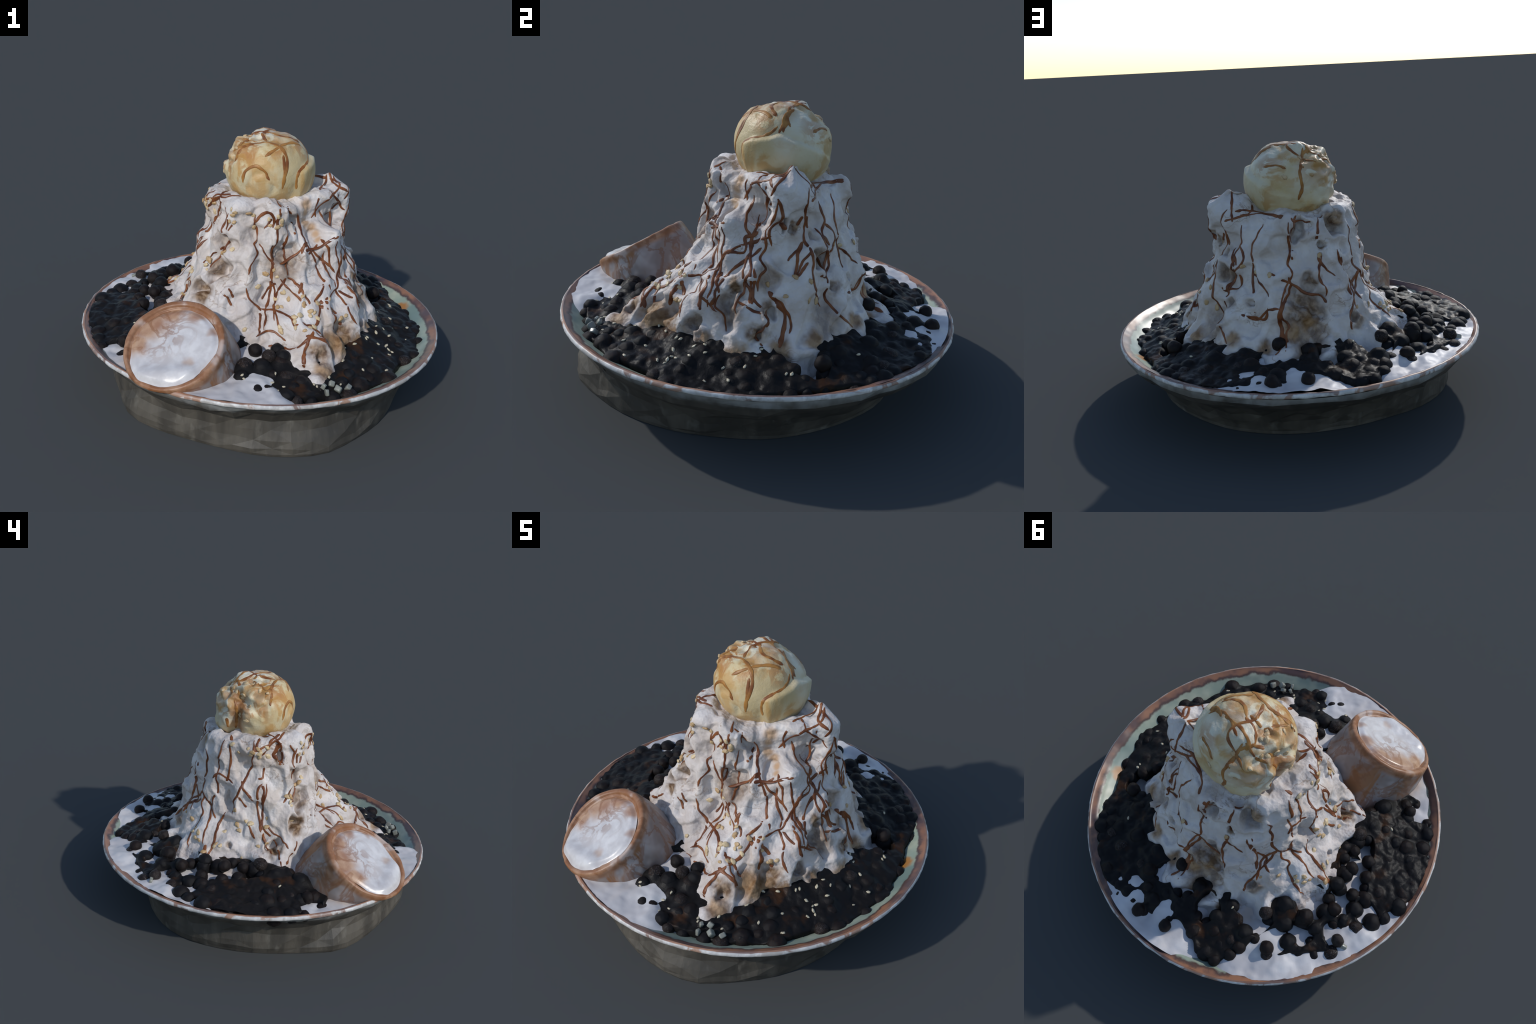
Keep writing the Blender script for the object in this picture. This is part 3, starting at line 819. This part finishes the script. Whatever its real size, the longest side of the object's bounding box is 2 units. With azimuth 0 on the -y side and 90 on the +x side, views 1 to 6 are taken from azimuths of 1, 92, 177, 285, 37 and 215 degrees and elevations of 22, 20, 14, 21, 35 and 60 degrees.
LEFT_DRIZZLES = [
    (1, [(-0.251, 0.151, 1.050), (-0.312, 0.136, 0.982), (-0.332, 0.133, 0.880), (-0.327, 0.150, 0.777)]),
    (1, [(-0.327, 0.235, 0.795), (-0.330, 0.199, 0.833), (-0.337, 0.148, 0.818), (-0.347, 0.102, 0.792)]),
    (1, [(-0.201, 0.372, 0.836), (-0.210, 0.374, 0.737), (-0.238, 0.389, 0.642), (-0.268, 0.422, 0.545)]),
    (1, [(-0.307, 0.302, 0.696), (-0.254, 0.357, 0.634), (-0.259, 0.393, 0.611), (-0.267, 0.441, 0.528)]),
    (1, [(-0.284, -0.060, 0.889), (-0.304, -0.062, 0.836), (-0.317, -0.036, 0.831)]),
    (1, [(-0.333, -0.065, 0.798), (-0.350, -0.083, 0.771), (-0.349, -0.075, 0.683)]),
    (1, [(-0.179, -0.030, 1.081), (-0.230, -0.097, 1.063), (-0.231, -0.146, 1.016), (-0.206, -0.130, 0.969)]),
    (1, [(-0.179, -0.119, 1.068), (-0.260, -0.093, 1.055), (-0.278, -0.071, 0.998)]),
    (1.9, [(-0.221, -0.145, 0.976), (-0.269, -0.149, 0.909)]),
    (1, [(-0.366, -0.083, 0.604), (-0.406, -0.083, 0.559), (-0.411, -0.124, 0.467), (-0.472, -0.177, 0.442)]),
    (1, [(-0.414, -0.027, 0.547), (-0.427, -0.062, 0.501)]),
    (1, [(-0.378, 0.136, 0.618), (-0.439, 0.168, 0.519), (-0.506, 0.169, 0.449), (-0.579, 0.191, 0.391)]),
    (1.4, [(-0.498, 0.213, 0.450), (-0.582, 0.196, 0.392)]),
    (1, [(-0.376, 0.061, 0.723), (-0.363, 0.016, 0.662)]),
    (1, [(0.041, -0.252, 0.990), (0.004, -0.251, 0.933)]),
    (1, [(-0.187, -0.232, 0.964), (-0.195, -0.231, 0.906)]),
    (1, [(-0.358, -0.292, 0.496), (-0.420, -0.275, 0.433), (-0.492, -0.265, 0.405)]),
    (1, [(-0.267, -0.025, 1.060), (-0.333, -0.011, 0.996)]),
    (1, [(-0.203, -0.186, 1.018), (-0.195, -0.222, 0.965)]),
]
TOP_DRIZZLES = [
    (1, [(-0.326, -0.065, 0.807), (-0.361, -0.045, 0.757), (-0.389, -0.081, 0.576), (-0.447, -0.146, 0.451)]),
    (1, [(-0.399, -0.011, 0.573), (-0.428, -0.057, 0.514)]),
]
SCOOP_DRIZZLES = [
    (1, [(-0.121, -0.116, 1.132), (-0.111, -0.123, 1.195), (-0.059, -0.134, 1.231), (-0.005, -0.143, 1.206), (0.021, -0.146, 1.160)]),
    (1, [(-0.178, -0.022, 1.276), (-0.113, -0.037, 1.313), (-0.042, -0.038, 1.328), (0.041, -0.061, 1.332), (0.078, -0.087, 1.304)]),
    (1, [(0.085, -0.101, 1.284), (0.094, -0.132, 1.208), (0.088, -0.130, 1.110)]),
    (1, [(0.200, 0.063, 1.285), (0.219, 0.007, 1.238), (0.166, -0.097, 1.190), (0.160, -0.091, 1.101)]),
    (1, [(-0.051, 0.190, 1.340), (-0.038, 0.244, 1.282), (-0.019, 0.308, 1.228), (-0.026, 0.315, 1.154), (-0.008, 0.312, 1.091)]),
    (1, [(0.197, 0.123, 1.282), (0.160, 0.098, 1.326), (0.083, 0.119, 1.356), (-0.020, 0.185, 1.362)]),
    (1, [(0.159, 0.228, 1.254), (0.097, 0.260, 1.265), (0.047, 0.292, 1.251)]),
    (1, [(-0.063, 0.183, 1.344), (-0.124, 0.200, 1.304), (-0.179, 0.182, 1.267)]),
    (1, [(0.121, 0.108, 1.348), (0.187, 0.103, 1.298), (0.212, 0.078, 1.268)]),
    (1, [(-0.006, -0.033, 1.340), (-0.034, 0.056, 1.361), (0.025, 0.150, 1.363), (0.010, 0.212, 1.328), (-0.107, 0.270, 1.274)]),
    (1, [(-0.010, -0.117, 1.281), (0.107, -0.025, 1.332), (0.173, 0.035, 1.313)]),
    (1, [(-0.188, 0.158, 1.240), (-0.183, 0.139, 1.157), (-0.159, 0.150, 1.064)]),
    (1, [(-0.201, 0.199, 1.131), (-0.179, 0.192, 1.071)]),
    (1, [(-0.104, 0.031, 1.327), (-0.148, -0.023, 1.308)]),
    (1, [(-0.069, 0.197, 1.312), (-0.077, 0.123, 1.345), (0.015, 0.077, 1.364)]),
    (1, [(0.109, 0.130, 1.349), (0.169, 0.090, 1.322), (0.215, 0.088, 1.262)]),
    (1, [(0.048, -0.065, 1.330), (0.103, -0.097, 1.275), (0.094, -0.138, 1.175)]),
    (1, [(0.006, 0.077, 1.361), (0.079, 0.021, 1.357), (0.167, 0.055, 1.322)]),
    (1, [(0.066, 0.132, 1.352), (-0.018, 0.146, 1.372), (-0.076, 0.179, 1.339), (-0.042, 0.218, 1.303), (-0.040, 0.288, 1.246)]),
    (1, [(-0.019, -0.039, 1.337), (-0.116, -0.040, 1.310), (-0.169, -0.052, 1.228)]),
    (1, [(-0.083, 0.172, 1.337), (-0.109, 0.158, 1.322), (-0.172, 0.131, 1.267)]),
    (1, [(0.221, 0.071, 1.255), (0.073, 0.123, 1.354), (0.013, 0.136, 1.368)]),
    (1, [(-0.004, 0.060, 1.358), (-0.085, 0.073, 1.336), (-0.130, -0.001, 1.317)]),
]


def snap(q, trees):
    best = None
    for t in trees:
        loc, nor, _, dist = t.find_nearest(q)
        if loc is not None and (best is None or dist < best[2]):
            best = (loc, nor, dist)
    return best[0], best[1]


def thread(name, width, way, mat, trees, parent, thick=.55, seed=0):
    """a flattened bead of syrup lying on the surface along the waypoints"""
    K = along(np.array(way, float), max(8, 14 * len(way)))
    K = K + .006 * np.stack([fbm(K, 22, 2, 200 + seed + j) for j in range(3)], -1)
    pts, nors = [], []
    for q in K:
        l, nn = snap(Vector(q), trees)
        if pts and (l - pts[-1]).length < .003:
            continue
        if pts and (l - pts[-1]).length > .06:
            l = pts[-1] + (l - pts[-1]).normalized() * .03
        pts.append(l)
        nors.append(nn)
    if len(pts) < 4:
        return
    # smooth the path and its normals a little
    A, B = np.array([p[:] for p in pts]), np.array([n[:] for n in nors])
    for _ in range(3):
        A[1:-1] = .5 * A[1:-1] + .25 * (A[:-2] + A[2:])
        B[1:-1] = .5 * B[1:-1] + .25 * (B[:-2] + B[2:])
    B /= np.linalg.norm(B, axis=1, keepdims=True)
    T = np.gradient(A, axis=0)
    T /= np.maximum(np.linalg.norm(T, axis=1, keepdims=True), 1e-9)
    Sd = np.cross(T, B)
    n = len(A)
    u = np.linspace(0, 1, n)
    w = width * (1 + .55 * fbm(A, 26, 2, 300 + seed)) * np.clip(np.minimum(u, 1 - u) * 9 + .35, 0, 1)
    k = 10
    rows = []
    for j in range(k):
        a = TAU * j / k
        rows.append(A + Sd * (w * math.cos(a))[:, None] + B * (w * thick * math.sin(a) + .0006)[:, None])
    V = np.stack(rows, 1)
    Fs = list(ring_faces(n, k)) + [tuple(range(k)), tuple((n - 1) * k + i for i in range(k))[::-1]]
    return add_object(name, mesh_from(name, V, Fs), mat, parent=parent)


m = Nodes("caramel_syrup", rough=0.42, Specular_IOR_Level=.3)
c = m.mix(m.range(m.noise(16, 3), .35, .68), (.11, .032, .012), (.23, .078, .026))
m.set("Base Color", c)
caramel = m.mat
seed = 0
for group in (FRONT_DRIZZLES, RIDGE_DRIZZLES, RIGHT_DRIZZLES, BACK_DRIZZLES, LEFT_DRIZZLES, TOP_DRIZZLES):
    for wd, way in group:
        seed += 7
        thread("caramel_drizzle", .0068 * wd, way, caramel, (mound_bvh,), mound, .26, seed)
# long thin runs that start at the lip and wander down: azimuth, upper and lower height
for a0, z1, z0 in ((-171, 1.05, .62), (-158, .80, .40), (158, 1.03, .45), (138, .95, .40), (112, 1.0, .62), (86, 1.0, .40), (62, .98, .55), (40, .97, .40),
                   (27, 1.05, .50), (6, 1.0, .60), (-8, .90, .38), (-16, .98, .50), (-30, .85, .42), (-38, .80, .45), (-57, 1.0, .62), (-72, .95, .45), (-86, .85, .50), (-104, 1.0, .70), (-128, 1.0, .66)):
    nz = max(5, int((z1 - z0) / .04))
    way, az = [], a0
    bias = rng.uniform(-14, 14)
    for i in range(nz):
        z = z1 + (z0 - z1) * i / (nz - 1)
        q = on_mound(az, z)
        way.append((q.x, q.y, q.z))
        az += rng.gauss(bias / nz, 2.2)
        if i == nz // 2 and rng.random() < .7:                       # a side branch
            b, br = az, []
            sgn = rng.choice((-1, 1))
            for j in range(4):
                q = on_mound(b, z - .035 * j)
                br.append((q.x, q.y, q.z))
                b += sgn * rng.uniform(2.5, 6)
            seed += 7
            thread("caramel_drizzle", .0060, br, caramel, (mound_bvh,), mound, .26, seed)
    seed += 7
    thread("caramel_drizzle", .0064, way, caramel, (mound_bvh,), mound, .26, seed)
m = Nodes("thin_caramel", rough=0.42, Specular_IOR_Level=.3)
c = m.mix(m.range(m.noise(14, 3), .35, .65), (.19, .06, .014), (.40, .19, .05))
m.set("Base Color", c)
for wd, way in SCOOP_DRIZZLES:
    seed += 7
    thread("caramel_drizzle", .0078 * wd, way, m.mat, (scoop_bvh,), scoop, .18, seed)

# ================================================================== NUTS
def lozenge(name, sx, sy, sz, mat, k):
    bm = bmesh.new()
    bmesh.ops.create_icosphere(bm, subdivisions=3, radius=1)
    me = bpy.data.meshes.new(name)
    bm.to_mesh(me)
    bm.free()
    D = np.array([v.co[:] for v in me.vertices])
    V = D * (1 + .45 * fbm(D, 1.9, 2, 400 + k))[:, None] * [sx, sy, sz]
    me.vertices.foreach_set("co", V.ravel())
    me.update()
    me.materials.append(mat)
    me.polygons.foreach_set("use_smooth", [True] * len(me.polygons))
    return me


def lay(name, me, loc, nor, parent, scale=1.0):
    ob = bpy.data.objects.new(name, me)
    bpy.context.collection.objects.link(ob)
    ob.parent = parent
    q = nor.to_track_quat('Z', 'Y') @ Matrix.Rotation(rng.uniform(0, TAU), 3, 'Z').to_quaternion()
    ob.matrix_world = Matrix.Translation(loc) @ q.to_matrix().to_4x4() @ Matrix.Scale(scale, 4)


m = Nodes("toasted_nut", rough=0.45)
oi = m.t.nodes.new("ShaderNodeObjectInfo").outputs["Random"]
m.set("Base Color", m.mix(m.math('ADD', m.math('MULTIPLY', oi, .7), m.math('MULTIPLY', m.noise(60, 2), .3)), (.40, .23, .09), (.66, .53, .33)))
m.bump(m.noise(90, 2), .3, .003)
nuts = [lozenge("nut_chip", 0.017, .012, .006, m.mat, k) for k in range(5)]
# clusters of chopped nuts: azimuth, height, spread in degrees and metres, count
for az, z, da, dz, n in ((-165, 1.02, 18, .05, 12), (-120, 1.0, 25, .06, 8), (-85, 1.0, 12, .05, 6), (-175, .5, 14, .12, 12), (178, .42, 10, .06, 6),
                         (-75, .50, 14, .09, 14), (-60, .52, 10, .07, 8), (-95, .62, 15, .12, 7), (-140, .75, 15, .15, 8), (-45, .48, 6, .05, 4), (150, .45, 14, .08, 7),
                         (80, .7, 40, .15, 5), (15, .6, 30, .15, 6)):
    for _ in range(n):
        a = math.radians(az + rng.gauss(0, da * .6))
        zz = z + rng.gauss(0, dz * .6)
        o = Vector((AX + 1.5 * math.cos(a), AY + 1.5 * math.sin(a), zz + .25))
        loc, nor, _, _ = mound_bvh.ray_cast(o, (Vector((AX, AY, zz - .1)) - o).normalized())
        if loc is None or loc.z < .34:
            continue
        lay("nut_chip", nuts[rng.randrange(5)], loc + nor * .002, nor, mound, rng.uniform(.6, 1.1))
for _ in range(18):
    dvec = Vector((-.7 + rng.gauss(0, .35), .25 + rng.gauss(0, .4), .5 + rng.gauss(0, .35))).normalized()
    loc, nor, _, _ = scoop_bvh.ray_cast(SC + dvec * .6, -dvec)
    if loc is not None:
        lay("nut_chip", nuts[rng.randrange(5)], loc + nor * .001, nor, scoop, rng.uniform(.6, 1.0))

m = Nodes("sesame", rough=0.4)
m.set("Base Color", m.mix(m.noise(50, 2), (.42, .35, .23), (.62, .56, .42)))
sesame = [lozenge("sesame_seed", .013, .007, .005, m.mat, 20 + k) for k in range(3)]
top_bvh = BVHTree.FromPolygons([Vector(v) for v in P_syrup.reshape(-1, 3)], [tuple(int(i) for i in f) for f in ring_faces(NRB, NTB, flip=True)])
pearl_tops = [(Vector((x, y, z)), s) for x, y, z, s in show]
count = 0
while count < 42:
    a = math.radians(rng.gauss(-45, 32) if rng.random() < .72 else rng.uniform(-180, 180))
    rr_ = rng.uniform(.56, .86)
    x, y = rr_ * math.cos(a), rr_ * math.sin(a)
    if black_mask(np.array([x]), np.array([y]))[0] < .5:
        continue
    o = Vector((x, y, .8))
    loc, nor, _, _ = top_bvh.ray_cast(o, Vector((0, 0, -1)))
    if mound_bvh.ray_cast(o, Vector((0, 0, -1)))[0] is not None and mound_bvh.ray_cast(o, Vector((0, 0, -1)))[0].z > loc.z:
        continue
    for c0, s in pearl_tops:
        dd = math.hypot(x - c0.x, y - c0.y)
        if dd < s * .98 and c0.z + math.sqrt(s * s - dd * dd) > loc.z:
            loc = Vector((x, y, c0.z + math.sqrt(s * s - dd * dd)))
            nor = (loc - c0).normalized()
    lay("sesame_seed", sesame[count % 3], loc + nor * .001, nor, syrup, rng.uniform(.6, .95))
    count += 1

# chips of clear jelly at the front edge of the bowl
m = Nodes("clear_jelly", rough=0.25, Transmission_Weight=.25)
m.set("Base Color", m.mix(m.noise(30, 3), (.18, .20, .17), (.42, .41, .35)))
for x, y, z, s in ((.40, -.77, .315, .030), (.345, -.80, .31, .024), (.45, -.745, .31, .026), (.37, -.74, .325, .022), (.33, -.76, .32, .02), (-.80, .43, .335, .026)):
    bm = bmesh.new()
    bmesh.ops.create_cube(bm, size=1.6)
    bmesh.ops.bevel(bm, geom=bm.edges[:], offset=.42, segments=3, affect='EDGES', profile=.6)
    me = bpy.data.meshes.new("jelly_cube")
    bm.to_mesh(me)
    bm.free()
    D = np.array([v.co[:] for v in me.vertices])
    me.vertices.foreach_set("co", (D * (1 + .2 * fbm(D + x * 30, 1.1, 2, 500))[:, None]).ravel())
    me.update()
    ob = add_object("jelly_cube", me, m.mat)
    ob.location = (x, y, z)
    ob.rotation_euler = [rng.uniform(0, 3) for _ in range(3)]
    s *= .8
    ob.scale = (s, s * rng.uniform(.8, 1.1), s * rng.uniform(.5, .8))
